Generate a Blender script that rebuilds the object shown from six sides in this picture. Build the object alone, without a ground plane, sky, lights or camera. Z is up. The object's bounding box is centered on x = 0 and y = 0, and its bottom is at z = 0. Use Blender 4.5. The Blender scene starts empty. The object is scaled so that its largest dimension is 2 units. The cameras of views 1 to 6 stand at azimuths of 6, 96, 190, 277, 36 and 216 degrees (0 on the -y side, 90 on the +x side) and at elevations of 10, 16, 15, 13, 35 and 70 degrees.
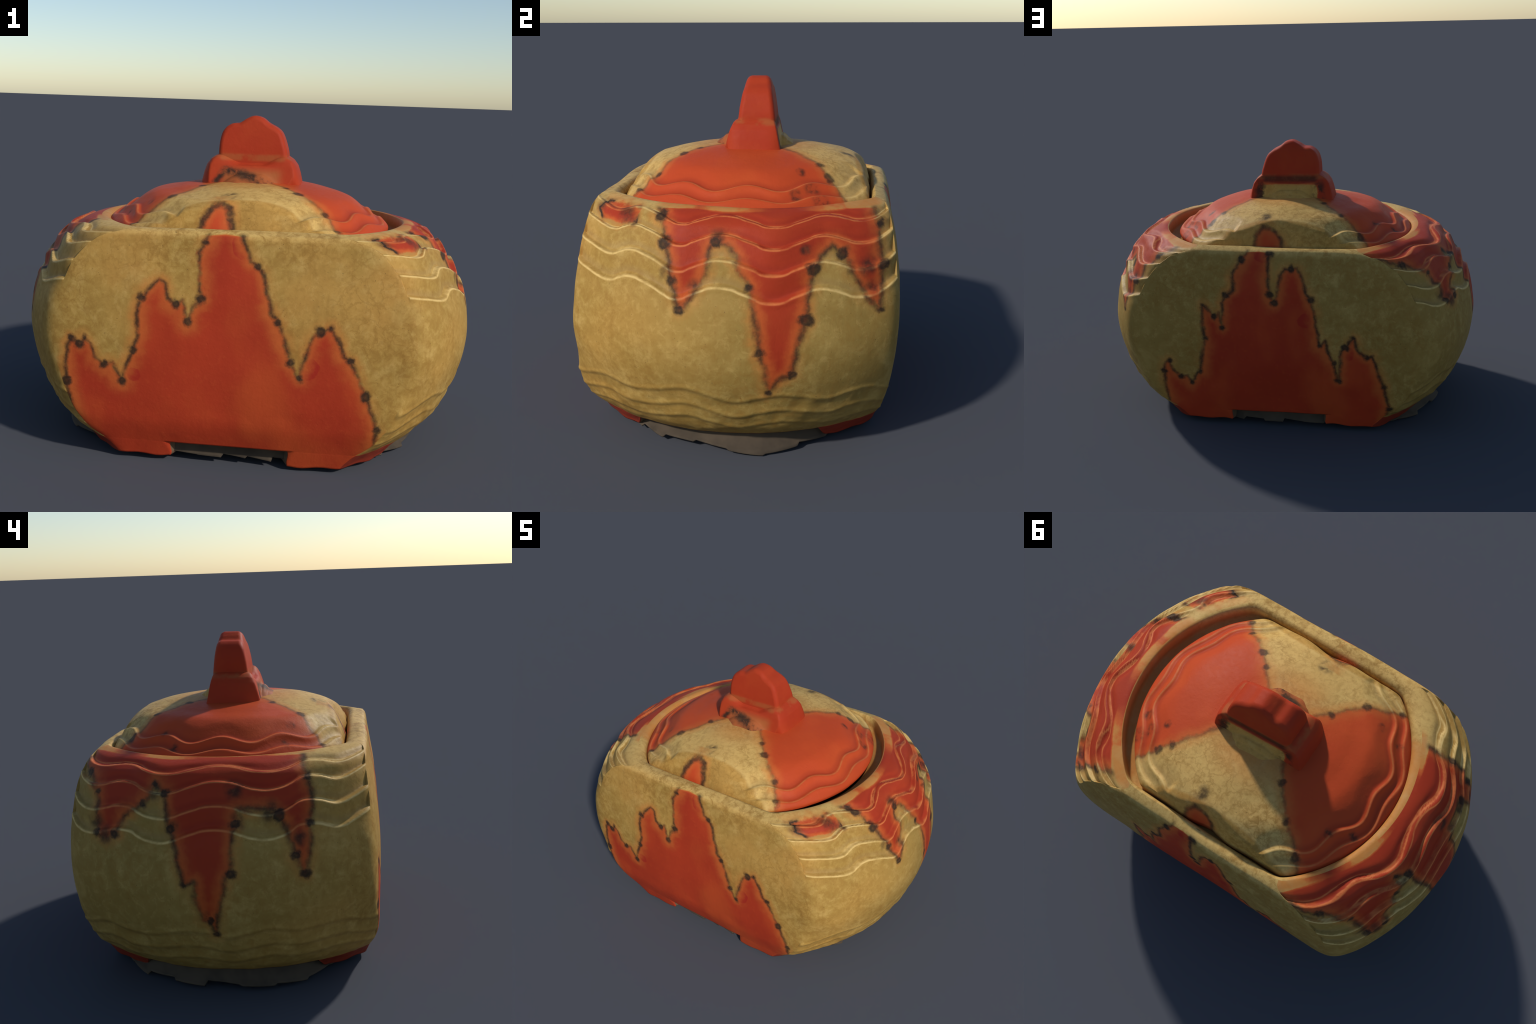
# Hand-built lidded pottery jar: a round pot sliced flat front and back, four
# corner feet, carved wave bands, domed lid with a two-tier handle, crude drip glaze.
import bpy, math
import numpy as np

TAU = 2 * math.pi

# ------------------------------------------------------------------ helpers
def smooth(a, b, x):
    t = np.clip((np.asarray(x, float) - a) / (b - a), 0, 1)
    return t * t * (3 - 2 * t)


def table(rows, x):
    """smooth (Catmull-Rom / cubic Hermite) lookup through control points"""
    T = np.array(sorted(rows), float)
    X, Y = T[:, 0], T[:, 1]
    m = np.gradient(Y, X)
    x = np.clip(np.asarray(x, float), X[0], X[-1])
    i = np.clip(np.searchsorted(X, x) - 1, 0, len(X) - 2)
    h = X[i + 1] - X[i]
    t = (x - X[i]) / h
    return ((2 * t**3 - 3 * t**2 + 1) * Y[i] + (t**3 - 2 * t**2 + t) * h * m[i]
            + (-2 * t**3 + 3 * t**2) * Y[i + 1] + (t**3 - t**2) * h * m[i + 1])


def lumps(P, scale, seed):
    """smooth lattice noise, about -1..1"""
    lat = np.random.default_rng(seed).uniform(-1, 1, (32, 32, 32))
    Q = np.asarray(P) * scale + 100.37
    i = np.floor(Q).astype(int); f = Q - i
    f = f * f * f * (f * (f * 6 - 15) + 10)
    out = 0
    for a in (0, 1):
        for b in (0, 1):
            for c in (0, 1):
                w = (f[:, 0] if a else 1 - f[:, 0]) * (f[:, 1] if b else 1 - f[:, 1]) * (f[:, 2] if c else 1 - f[:, 2])
                out = out + w * lat[(i[:, 0] + a) % 32, (i[:, 1] + b) % 32, (i[:, 2] + c) % 32]
    return out


def vertex_normals(V, F):
    V = np.asarray(V); F = np.asarray(F)
    n = np.cross(V[F[:, 2]] - V[F[:, 0]], V[F[:, 3]] - V[F[:, 1]])
    N = np.zeros_like(V)
    for k in range(4):
        np.add.at(N, F[:, k], n)
    l = np.linalg.norm(N, axis=1); l[l == 0] = 1
    return N / l[:, None]


def make_object(name, V, F, mats, matidx=None, normals=None, parent=None):
    me = bpy.data.meshes.new(name)
    me.from_pydata([tuple(v) for v in V], [], [tuple(f) for f in F])
    for m in mats:
        me.materials.append(m)
    me.polygons.foreach_set("use_smooth", [True] * len(me.polygons))
    if matidx is not None:
        me.polygons.foreach_set("material_index", [int(i) for i in matidx])
    me.update()
    if normals is not None:
        me.normals_split_custom_set_from_vertices([tuple(n) for n in normals])
    ob = bpy.data.objects.new(name, me)
    bpy.context.scene.collection.objects.link(ob)
    ob.parent = parent
    return ob


def split(name, V, F, keep, mats, matidx, N, parent):
    """object from a subset of the faces of one smooth surface, keeping its normals"""
    F = np.asarray(F)[keep]
    used, inv = np.unique(F, return_inverse=True)
    return make_object(name, V[used], inv.reshape(F.shape), mats, np.asarray(matidx)[keep], N[used], parent)


def grid_faces(rows, cols):
    i, j = np.meshgrid(np.arange(rows - 1), np.arange(cols), indexing="ij")
    a = i * cols + j; b = i * cols + (j + 1) % cols
    return np.stack([a, b, b + cols, a + cols], -1).reshape(-1, 4)


# ------------------------------------------------------------------ shape rules
R_POT = [(.03, .75), (.05, .765), (.09, .806), (.13, .854), (.19, .901), (.28, .944), (.365, .974), (.447, .993), (.51, .999),
         (.59, .994), (.675, .979), (.757, .949), (.86, .892), (.915, .848), (.95, .808), (.965, .772), (.978, .735), (.985, .705)]
D_FRONT = [(.03, .590), (.1, .615), (.19, .643), (.25, .650), (.36, .656), (.5, .653), (.62, .645), (.7, .638), (.85, .614), (.92, .602), (.95, .597), (.967, .590), (.979, .575), (.985, .552)]
D_BACK = [(.03, .575), (.1, .597), (.25, .630), (.36, .648), (.5, .656), (.62, .658), (.7, .655), (.85, .639), (.92, .627), (.95, .619), (.967, .610), (.979, .596), (.985, .577)]
# lowest carved wave on each side, height over y; the ones above repeat it
W_RIGHT = [(-.70, .80), (-.593, .764), (-.533, .750), (-.451, .733), (-.355, .759), (-.261, .737), (-.161, .701), (-.089, .728), (-.008, .747), (.094, .720), (.190, .688), (.272, .711), (.361, .733), (.451, .706), (.513, .686), (.575, .697), (.639, .726), (.70, .75)]
W_LEFT = [(-.70, .79), (-.597, .762), (-.532, .737), (-.483, .727), (-.414, .748), (-.347, .754), (-.280, .723), (-.215, .710), (-.155, .717), (-.067, .744), (.012, .749), (.112, .722), (.184, .698), (.24, .695), (.294, .708), (.364, .731), (.448, .717), (.518, .699), (.581, .704), (.626, .731), (.70, .76)]
# mean height of each wave line and its swing relative to the lowest one
UP_RIGHT = [(.7175, 1), (.808, .93), (.889, .84), (.9485, .58)]
UP_LEFT = [(.7225, 1), (.807, .93), (.889, .82), (.942, .50)]
# carved wave at the bottom, height over y
B_RIGHT = [(-.70, .27), (-.634, .283), (-.489, .326), (-.364, .302), (-.255, .317), (-.141, .338), (-.057, .316), (.046, .283), (.130, .301), (.213, .314), (.315, .294), (.388, .276), (.482, .294), (.557, .290), (.619, .258), (.70, .24)]
B_LEFT = [(-.70, .28), (-.622, .290), (-.508, .326), (-.418, .323), (-.328, .311), (-.211, .331), (-.130, .314), (-.048, .295), (.031, .315), (.136, .316), (.249, .288), (.367, .283), (.476, .306), (.606, .255), (.70, .23)]
DOWN_B = [0, .075, .140]
FOOT_X, FOOT_Y_FRONT, FOOT_Y_BACK = .262, -.405, .365

# surface length per unit of height, growing where the shoulder flattens
STRETCH_Z = [0, .70, .80, .86, .90, .94, .97, 1.0]
STRETCH = [1, 1.02, 1.12, 1.32, 1.58, 2.1, 2.6, 2.7]

NF, NS = 150, 230
COLS = 2 * NF + 2 * NS


def rim_drop(x, y):
    return .010 - .006 * x + .013 * y


def section(R, df, db, cx, cy, power):
    """one closed horizontal section: circle clipped by the two flat faces"""
    tf = math.asin(min(df + cy, R * .999) / R) if df + cy < R else math.pi / 2
    tb = math.asin(min(db - cy, R * .999) / R) if db - cy < R else math.pi / 2
    f = np.linspace(0, 1, NF, endpoint=False)
    s = np.linspace(0, 1, NS, endpoint=False)
    # columns follow the corner, and crowd near it
    ez = lambda u: u + .09 * np.sin(TAU * u) * -1
    xf = R * math.cos(tf); xb = R * math.cos(tb)
    th = np.concatenate([np.arctan2(-(df + cy), -xf + 2 * xf * ez(f)),
                         -tf + (tf + tb) * ez(s),
                         np.arctan2(db - cy, xb - 2 * xb * ez(f)),
                         math.pi - tb + (tb + tf) * ez(s)])
    sn = np.sin(th)
    d = np.where(sn < 0, df + cy, db - cy)
    plane = d / np.maximum(np.abs(sn), 1e-4)
    r = (R ** -power + plane ** -power) ** (-1 / power)
    return cx + r * np.cos(th), cy + r * np.sin(th)


# ------------------------------------------------------------------ the pot
def build_pot():
    rows = []  # (R, Df, Db, z, cx, cy, power, kind)
    zs = np.concatenate([np.linspace(.092, .93, 150), np.linspace(.934, .984, 17)])
    for z in zs:
        rows.append([float(table(R_POT, z)), float(table(D_FRONT, z)), float(table(D_BACK, z)), z, 0, 0, 36 + 40 * float(smooth(.72, .93, z)) + 28 * float(smooth(.38, .24, z)), 1])
    for k, (R, df, db, z, cx, cy) in enumerate([
            (.692, .533, .563, .9862, .004, .004), (.682, .524, .558, .9845, .008, .010), (.675, .516, .553, .980, .012, .014),
            (.669, .509, .548, .973, .015, .017), (.666, .505, .545, .963, .016, .018), (.664, .503, .543, .952, .016, .018),
            (.663, .502, .542, .938, .016, .018), (.661, .50, .54, .928, .016, .018), (.652, .492, .53, .918, .016, .018),
            (.60, .445, .48, .914, .016, .018), (.585, .43, .465, .90, .02, .016), (.58, .425, .46, .55, .0, .0), (.56, .41, .44, .25, 0, 0),
            (.50, .36, .39, .17, 0, 0), (.2, .15, .15, .155, 0, 0), (.002, .0015, .0015, .155, 0, 0)]):
        rows.append([R, df, db, z, cx, cy, 60, 2])
    X, Y, Z = [], [], []
    for R, df, db, z, cx, cy, pw, kind in rows:
        x, y = section(R, df, db, cx, cy, pw)
        X.append(x); Y.append(y); Z.append(np.full(COLS, z))
    X, Y, Z = map(np.array, (X, Y, Z))
    # feet and underside: rows below .092 (listed from inside out, added in front)
    x0, y0 = X[0], Y[0]
    foot = smooth(FOOT_X - .012, FOOT_X + .012, np.abs(x0)) * np.maximum(smooth(-FOOT_Y_FRONT - .02, -FOOT_Y_FRONT + .02, -y0), smooth(FOOT_Y_BACK - .02, FOOT_Y_BACK + .02, y0))
    # slightly ragged soles
    ang = np.arctan2(y0, x0)
    sole = .030 + .005 * np.sin(7 * ang + .4) + .003 * np.sin(31 * ang)
    sole = np.where((x0 > 0) & (y0 < 0), sole - .008, sole)
    low = []
    for f in (.999, .9, .8, .7, .55, .4, .25, .1, .03, 0):
        z = np.where(foot > 0, .092 + (sole - .092) * f * foot - .001, .091)
        zf = .092 - .052 * f
        xs, ys = section(float(table(R_POT, zf)), float(table(D_FRONT, zf)), float(table(D_BACK, zf)), 0, 0, 64)
        low.append((xs * foot + x0 * .988 * (1 - foot), ys * foot + y0 * .988 * (1 - foot), z))
    inner = []
    fx, fy, fz = low[0]
    for sc, up in [(.992, 0), (.97, .0), (.86, 0), (.83, .02), (.82, 1), (.6, 1), (.3, 1), (.002, 1)]:
        z = fz + (.096 - fz) * up
        inner.append((fx * sc, fy * sc, np.where(foot > 0, z, .091 + .005 * (1 - sc))))
    order = inner[::-1] + low
    X = np.vstack([np.array([o[0] for o in order]), X]); Y = np.vstack([np.array([o[1] for o in order]), Y]); Z = np.vstack([np.array([o[2] for o in order]), Z])
    nlow = len(order)
    kind = np.array([0] * nlow + [r[7] for r in rows])
    R_row = np.array([1] * nlow + [r[0] for r in rows]); D_row = np.array([[1, 1]] * nlow + [[r[1], r[2]] for r in rows])

    # ---- carved relief on the two round sides
    col = np.arange(COLS)
    panel = np.where(col < NF, 0, np.where(col < NF + NS, 2, np.where(col < 2 * NF + NS, 1, 3)))
    r = np.hypot(X, Y)
    push = np.zeros_like(X)
    # the rim is a little lower at the back and left
    tilt = rim_drop(X, Y) * smooth(.84, .975, np.where((kind == 2)[:, None], np.maximum(Z, .9 + .08 * (Z > .87)), Z)) * (Z > .8)
    outer = (kind == 1)[:, None] & np.ones(COLS, bool)[None]
    edge = np.zeros_like(X)
    for side, W, up, Bt in ((2, W_RIGHT, UP_RIGHT, B_RIGHT), (3, W_LEFT, UP_LEFT, B_LEFT)):
        c = panel == side
        y, z = Y[:, c], Z[:, c]
        zf = z - tilt[:, c]
        w = table(W, y)
        stretch = np.interp(z, STRETCH_Z, STRETCH)
        p = np.zeros_like(y)
        for k, u in enumerate(up):
            gap = (up[k + 1][0] - u[0]) * (1.0, 1.3, 1.7)[k] if k < 3 else .06
            t = (zf - (u[0] + u[1] * (w - up[0][0]))) * stretch
            A = (.014, .0145, .0135, .011)[k]
            rec = smooth(-.005, .009, t) * (1 - smooth(.012, gap, t)) * A
            if k == 3:
                rec = rec * (1 - smooth(.966, .981, z))
            p -= rec
            p += .003 * np.exp(-((t + .010) / .012) ** 2)
        b = table(Bt, y)
        for k, d in enumerate(DOWN_B):
            t = (b - d) - z
            gap = .07
            p -= smooth(-.008, .010, t) * (1 - .75 * smooth(.012, gap, t)) * (.0032, .003, .0026)[k] * smooth(.092, .12, z)
            p += .003 * np.exp(-((t + .010) / .010) ** 2)
        # softly swelling tongues between the bottom waves
        push[:, c] += p
    push = np.where(outer, push, 0)
    # the front face falls back a little towards its side edges
    Y = Y + .012 * smooth(.35, .72, np.abs(X)) * smooth(.40, .60, -Y) * smooth(.18, .42, Z) * (kind < 2)[:, None]
    P = np.stack([X, Y, Z], -1).reshape(-1, 3)
    n1 = lumps(P, 2.6, 1).reshape(X.shape) * .006 + lumps(P, 9, 2).reshape(X.shape) * .0022
    n2 = lumps(P, 30, 3).reshape(X.shape) * .0022
    n1 = n1 + (n2 + lumps(P, 13, 4).reshape(X.shape) * .0045) * smooth(.34, .27, Z) * np.where(panel >= 2, 1, .12)[None]
    near_low = (np.arange(len(X)) >= len(inner) - 5)[:, None]
    push = push + np.where((kind == 1)[:, None] | ((kind == 0)[:, None] & near_low), n1, n1 * .3)
    lean = np.where((kind == 1)[:, None], 1 / np.interp(Z, STRETCH_Z, STRETCH), 1.0)
    X = X + push * lean * X / np.maximum(r, .05); Y = Y + push * lean * Y / np.maximum(r, .05)
    Z = Z + push * np.sqrt(np.maximum(0, 1 - lean ** 2)) * (kind == 1)[:, None]
    Z = Z + np.where((kind >= 1)[:, None], smooth(.95, .985, Z) * lumps(P, 3.5, 5).reshape(X.shape) * .004, 0)
    Z = Z - tilt
    V = np.stack([X, Y, Z], -1).reshape(-1, 3)
    rows_n = len(X)
    F = grid_faces(rows_n, COLS)
    fi = np.arange(len(F)) // COLS; fj = np.arange(len(F)) % COLS
    mat = panel[fj].copy()
    crest = np.where(kind == 2)[0][0]
    mat[fi >= crest] = 4
    mat[fi < len(inner) - 1] = 5
    footface = (foot[fj] > .5) & (fi < nlow - 1) & (fi >= len(inner) - 5)
    N = vertex_normals(V, F)
    which = np.zeros(len(F), int)
    which[fi >= crest] = 1
    quad = np.where(x0[fj] > 0, 0, 1) + np.where(y0[fj] > 0, 2, 0)
    which[footface] = 2 + quad[footface]
    return V, F, mat, N, which


# ------------------------------------------------------------------ the lid
LID_C = (-.014, .020)
LID_ROWS = [(0, 1.150), (.1, 1.147), (.2, 1.139), (.28, 1.131), (.34, 1.120), (.40, 1.104), (.45, 1.087), (.50, 1.059), (.545, 1.030), (.582, 1.002), (.608, .984), (.630, .966), (.640, .950), (.637, .936)]


def lid_front(z): return np.interp(z, [.93, .96, 1.0, 1.04, 1.07, 1.09, 1.15], [.501, .495, .480, .460, .443, .427, .37])
def lid_back(z): return np.interp(z, [.93, .96, 1.0, 1.04, 1.07, 1.09, 1.15], [.538, .533, .521, .505, .489, .477, .43])


RIDGE_A = (.550, .016); RIDGE_B = (.606, .012); RIDGE_PERIOD = 28.0; RIDGE_PHASE = 17.0


def build_lid():
    n = 900
    T = np.array(LID_ROWS)
    q = np.concatenate([[0], np.cumsum(np.hypot(*np.diff(T, axis=0).T))])
    s = np.linspace(0, q[-1], 190)
    r = table(list(zip(q, T[:, 0])), s); z = table(list(zip(q, T[:, 1])), s)
    r[0] = .0008
    tr = np.gradient(r, s); tz = np.gradient(z, s)
    ln = np.hypot(tr, tz); nr, nz = -tz / ln, tr / ln
    th = np.linspace(0, TAU, n, endpoint=False)
    sn = np.sin(th)
    rr = r[:, None] * np.ones(n)[None]; zz = z[:, None] * np.ones(n)[None]
    # carved steps on the two glazed flanks
    a = np.degrees(th)
    wave = np.cos(np.radians(((a + 180) % 360 - 180 - RIDGE_PHASE) * 360 / RIDGE_PERIOD))
    waveL = np.cos(np.radians((a - 167) * 360 / 27.0))
    wv = np.where(np.cos(th) > 0, wave, waveL)
    dep = np.zeros_like(rr)
    flank = 1.0
    for (r0, amp), A, back in ((RIDGE_A, .009, .085), (RIDGE_B, .008, .055)):
        t = (r0 + amp * wv)[None] - rr          # >0 inside the line
        dep -= smooth(-.008, .010, t) * (1 - smooth(.01, back, t)) * A
        dep += .003 * np.exp(-((t + .010) / .012) ** 2)
    fade = smooth(.0, .05, np.abs(np.cos(th)) - .42)[None]
    dep *= fade
    rr = rr + dep * nr[:, None]; zz = zz + dep * nz[:, None]
    P = np.stack([rr * np.cos(th), rr * sn, zz], -1).reshape(-1, 3)
    zz = zz + (lumps(P, 4, 7) * .0035 + lumps(P, 14, 8) * .0008).reshape(zz.shape)
    bump = .010 * np.exp(-((rr * np.cos(th) - .0) / .07) ** 2) - .006 * np.exp(-((rr * np.cos(th) - .16) / .07) ** 2) - .006 * np.exp(-((rr * np.cos(th) + .14) / .07) ** 2)
    d = np.where(sn < 0, lid_front(zz) + LID_C[1] - bump, lid_back(zz) - LID_C[1] - bump)
    plane = d / np.maximum(np.abs(sn), 1e-4)
    pw = 120
    rad = rr * (1 + (rr / plane) ** pw) ** (-1 / pw)
    X = LID_C[0] + rad * np.cos(th); Y = LID_C[1] + rad * sn; Z = zz
    Z = Z - .003 + .004 * X - .010 * smooth(.0, .25, -X) * smooth(.46, .36, np.hypot(X, Y))    # sits a little low on the left
    # underside and locating flange
    ext = []
    for sc, zz2 in [(.985, .931), (.95, .930), (.935, .925), (.93, .90), (.92, .885), (.5, .885), (.002, .885)]:
        ext.append((LID_C[0] + (X[-1] - LID_C[0]) * sc, LID_C[1] + (Y[-1] - LID_C[1]) * sc, np.full(n, zz2)))
    X = np.vstack([X, [e[0] for e in ext]]); Y = np.vstack([Y, [e[1] for e in ext]]); Z = np.vstack([Z, [e[2] for e in ext]])
    V = np.stack([X, Y, Z], -1).reshape(-1, 3)
    F = grid_faces(len(X), n)[:, ::-1]
    return V, F, vertex_normals(V, F)


# ------------------------------------------------------------------ the handle
def closed_curve(pts, n):
    """smooth closed curve through control points (Catmull-Rom), n samples"""
    P = np.array(pts, float); m = len(P); out = []
    per = n // m
    for i in range(m):
        p0, p1, p2, p3 = P[(i - 1) % m], P[i], P[(i + 1) % m], P[(i + 2) % m]
        for t in np.linspace(0, 1, per, endpoint=False):
            out.append(.5 * ((2 * p1) + (p2 - p0) * t + (2 * p0 - 5 * p1 + 4 * p2 - p3) * t * t + (3 * p1 - p0 - 3 * p2 + p3) * t**3))
    return np.array(out)


TWIST = .045   # the handle is turned a little on the lid


def build_tab():
    """upper tier: a thick upright tab with a lumpy top edge"""
    out = closed_curve([(-.163, 1.16), (-.166, 1.25), (-.162, 1.32), (-.146, 1.366), (-.113, 1.392), (-.075, 1.398), (-.044, 1.417), (-.010, 1.431),
                        (.030, 1.423), (.062, 1.400), (.100, 1.380), (.126, 1.355), (.146, 1.305), (.158, 1.25), (.156, 1.16)], 150)
    cen = np.array([-.004, 1.26])
    X, Y, Z = [], [], []
    lay = []
    rr = .022
    for a in np.linspace(0, 90, 9):   # front rounding
        lay.append((rr * (1 - math.sin(math.radians(a))), 0, rr * (1 - math.cos(math.radians(a)))))
    lay = [(l[0], 0, l[2]) for l in lay]
    seq = [(rr + g * .1 * 0, 0, 0.0, sc) for g, sc in ((0, .02), (0, .3), (0, .6), (0, .85))]
    rings = [(sc, rr, 0.0, 0) for sc in (.01, .3, .6, .85)] + [(1, i, o, 0) for i, _, o in lay] \
        + [(1, 0, None, f) for f in (.3, .5, .7)] + [(1, i, o, 1) for i, _, o in lay[::-1]] + [(sc, rr, 0.0, 1) for sc in (.85, .6, .3, .01)]
    d = out - cen
    L = np.linalg.norm(d, axis=1)[:, None]
    for sc, inset, off, side in rings:
        p = cen + d / L * (L - inset) * sc
        z = p[:, 1]
        yf = np.interp(z, [1.15, 1.255, 1.30, 1.36, 1.42, 1.45], [-.052, -.047, -.042, -.031, -.016, -.008])
        yb = np.interp(z, [1.15, 1.255, 1.32, 1.38, 1.43, 1.45], [.122, .116, .108, .099, .088, .082])
        if side == 0: y = yf + off
        elif side == 1: y = yb - off
        else: y = yf + (yb - yf) * side
        X.append(p[:, 0] * .97 + .001); Y.append(y + TWIST * p[:, 0]); Z.append(z)
    V = np.stack([np.array(X), np.array(Y), np.array(Z)], -1).reshape(-1, 3)
    F = grid_faces(len(X), len(out))[:, ::-1]
    return V, F, vertex_normals(V, F)


def build_handle_base():
    """lower tier: two swollen lobes with a stepped saddle between them"""
    nx, ny = 150, 120
    u = np.linspace(-1, 1, nx); v = np.linspace(-1, 1, ny)
    U, Vv = np.meshgrid(u, v, indexing="ij")
    x = -.010 + .236 * np.sign(U) * np.abs(U) ** .9
    half = .118 + .080 * np.cos(U * math.pi / 2) ** 1.3
    y = .040 + TWIST * (x + .01) + half * np.sign(Vv) * np.abs(Vv) ** .85
    # height profile across, measured outward from the tab faces
    yc = y - TWIST * x
    out = np.maximum(-.050 - yc, yc - .123 + .036 * smooth(.08, .14, yc))
    lobe = smooth(.045, .155, np.abs(x + .006))
    H_mid = np.interp(out, [-.05, 0, .012, .028, .036, .044, .050, .062, .072, .080, .095, .12, .15], [1.235, 1.216, 1.209, 1.205, 1.198, 1.178, 1.171, 1.168, 1.160, 1.149, 1.140, 1.122, 1.09])
    H_lobe = np.interp(out, [-.05, 0, .008, .018, .030, .042, .055, .10], [1.258, 1.252, 1.248, 1.236, 1.210, 1.170, 1.12, 1.09])
    H = H_mid * (1 - lobe) + H_lobe * lobe
    ends = np.interp(((np.abs(x + .008)) ** 5 + (np.abs(y - .037) / np.maximum(half, .10) * .200) ** 5) ** (1 / 5), [0, .148, .166, .188, .206, .218, .228, .236], [1.30, 1.258, 1.247, 1.230, 1.206, 1.172, 1.13, 1.09])
    k = 140
    z = -np.log(np.exp(-k * (H - 1.2)) + np.exp(-k * (ends - 1.2))) / k + 1.2 + .004
    z = np.maximum(z, 1.085)
    top = np.stack([x, y, z], -1).reshape(-1, 3)
    i, j = np.meshgrid(np.arange(nx - 1), np.arange(ny - 1), indexing="ij")
    a = (i * ny + j).ravel()
    F = np.stack([a, a + ny, a + ny + 1, a + 1], -1)
    # close underneath (inside the lid)
    bot = top.copy(); bot[:, 2] = 1.08
    Fb = F[:, ::-1] + len(top)
    V = np.vstack([top, bot])
    ring = [ii * ny for ii in range(nx)] + [(nx - 1) * ny + jj for jj in range(1, ny)] + [ii * ny + ny - 1 for ii in range(nx - 2, -1, -1)] + [jj for jj in range(ny - 2, 0, -1)]
    ring = np.array(ring); nx_ = np.roll(ring, -1)
    Fs = np.stack([nx_, ring, ring + len(top), nx_ + len(top)], -1)
    return V, np.vstack([F, Fb, Fs]), None


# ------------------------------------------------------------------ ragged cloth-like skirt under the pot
def build_skirt():
    n = 420
    th = np.linspace(0, TAU, n, endpoint=False)
    rng = np.random.default_rng(5)
    # hem: smooth drift plus torn steps
    drift = sum(rng.uniform(.3, 1) * np.sin(k * th + rng.uniform(0, TAU)) / k ** .6 for k in range(2, 9))
    step = np.repeat(rng.uniform(-1, 1, n // 12), 12)
    saw = np.tile(np.linspace(-1, 1, 12), n // 12) * np.repeat(rng.uniform(-.5, 1, n // 12), 12)
    hem = .007 * drift + .009 * step + .008 * saw
    plan = [(-180, .835), (-172, .850), (-157, .825), (-140, .735), (-128, .70), (-110, .610), (-90, .574), (-70, .610), (-55, .675), (-40, .735), (-28, .775), (-24, .790), (-10, .805),
            (0, .825), (8, .825), (26, .785), (45, .70), (70, .60), (90, .566), (110, .60), (135, .715), (150, .785), (157, .812), (167, .835), (180, .835)]
    reach = table(plan, np.degrees((th + math.pi) % TAU - math.pi))
    V = []
    for f in [0, .12, .25, .4, .55, .7, .85, 1.0]:
        flat = smooth(.60, .80, np.abs(np.sin(th)))
        r = (reach - .012 - .062 * (1 - flat) * (1 - f ** 1.1) - .012 * flat * (1 - f)) + .006 * f * drift * .5 + hem * .8 * f ** 3
        z = .100 - .098 * f ** .9 + (hem.max() - hem) * .9 * f ** 3 + .018 * flat * f
        V.append(np.stack([r * np.cos(th), r * np.sin(th), z], -1))
    fr = V
    V = np.array(V)
    V[..., 2] -= V[..., 2].min()
    outer = V.reshape(-1, 3)
    F = grid_faces(len(fr), n)
    Nn = vertex_normals(outer, F)
    return outer, F


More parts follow.
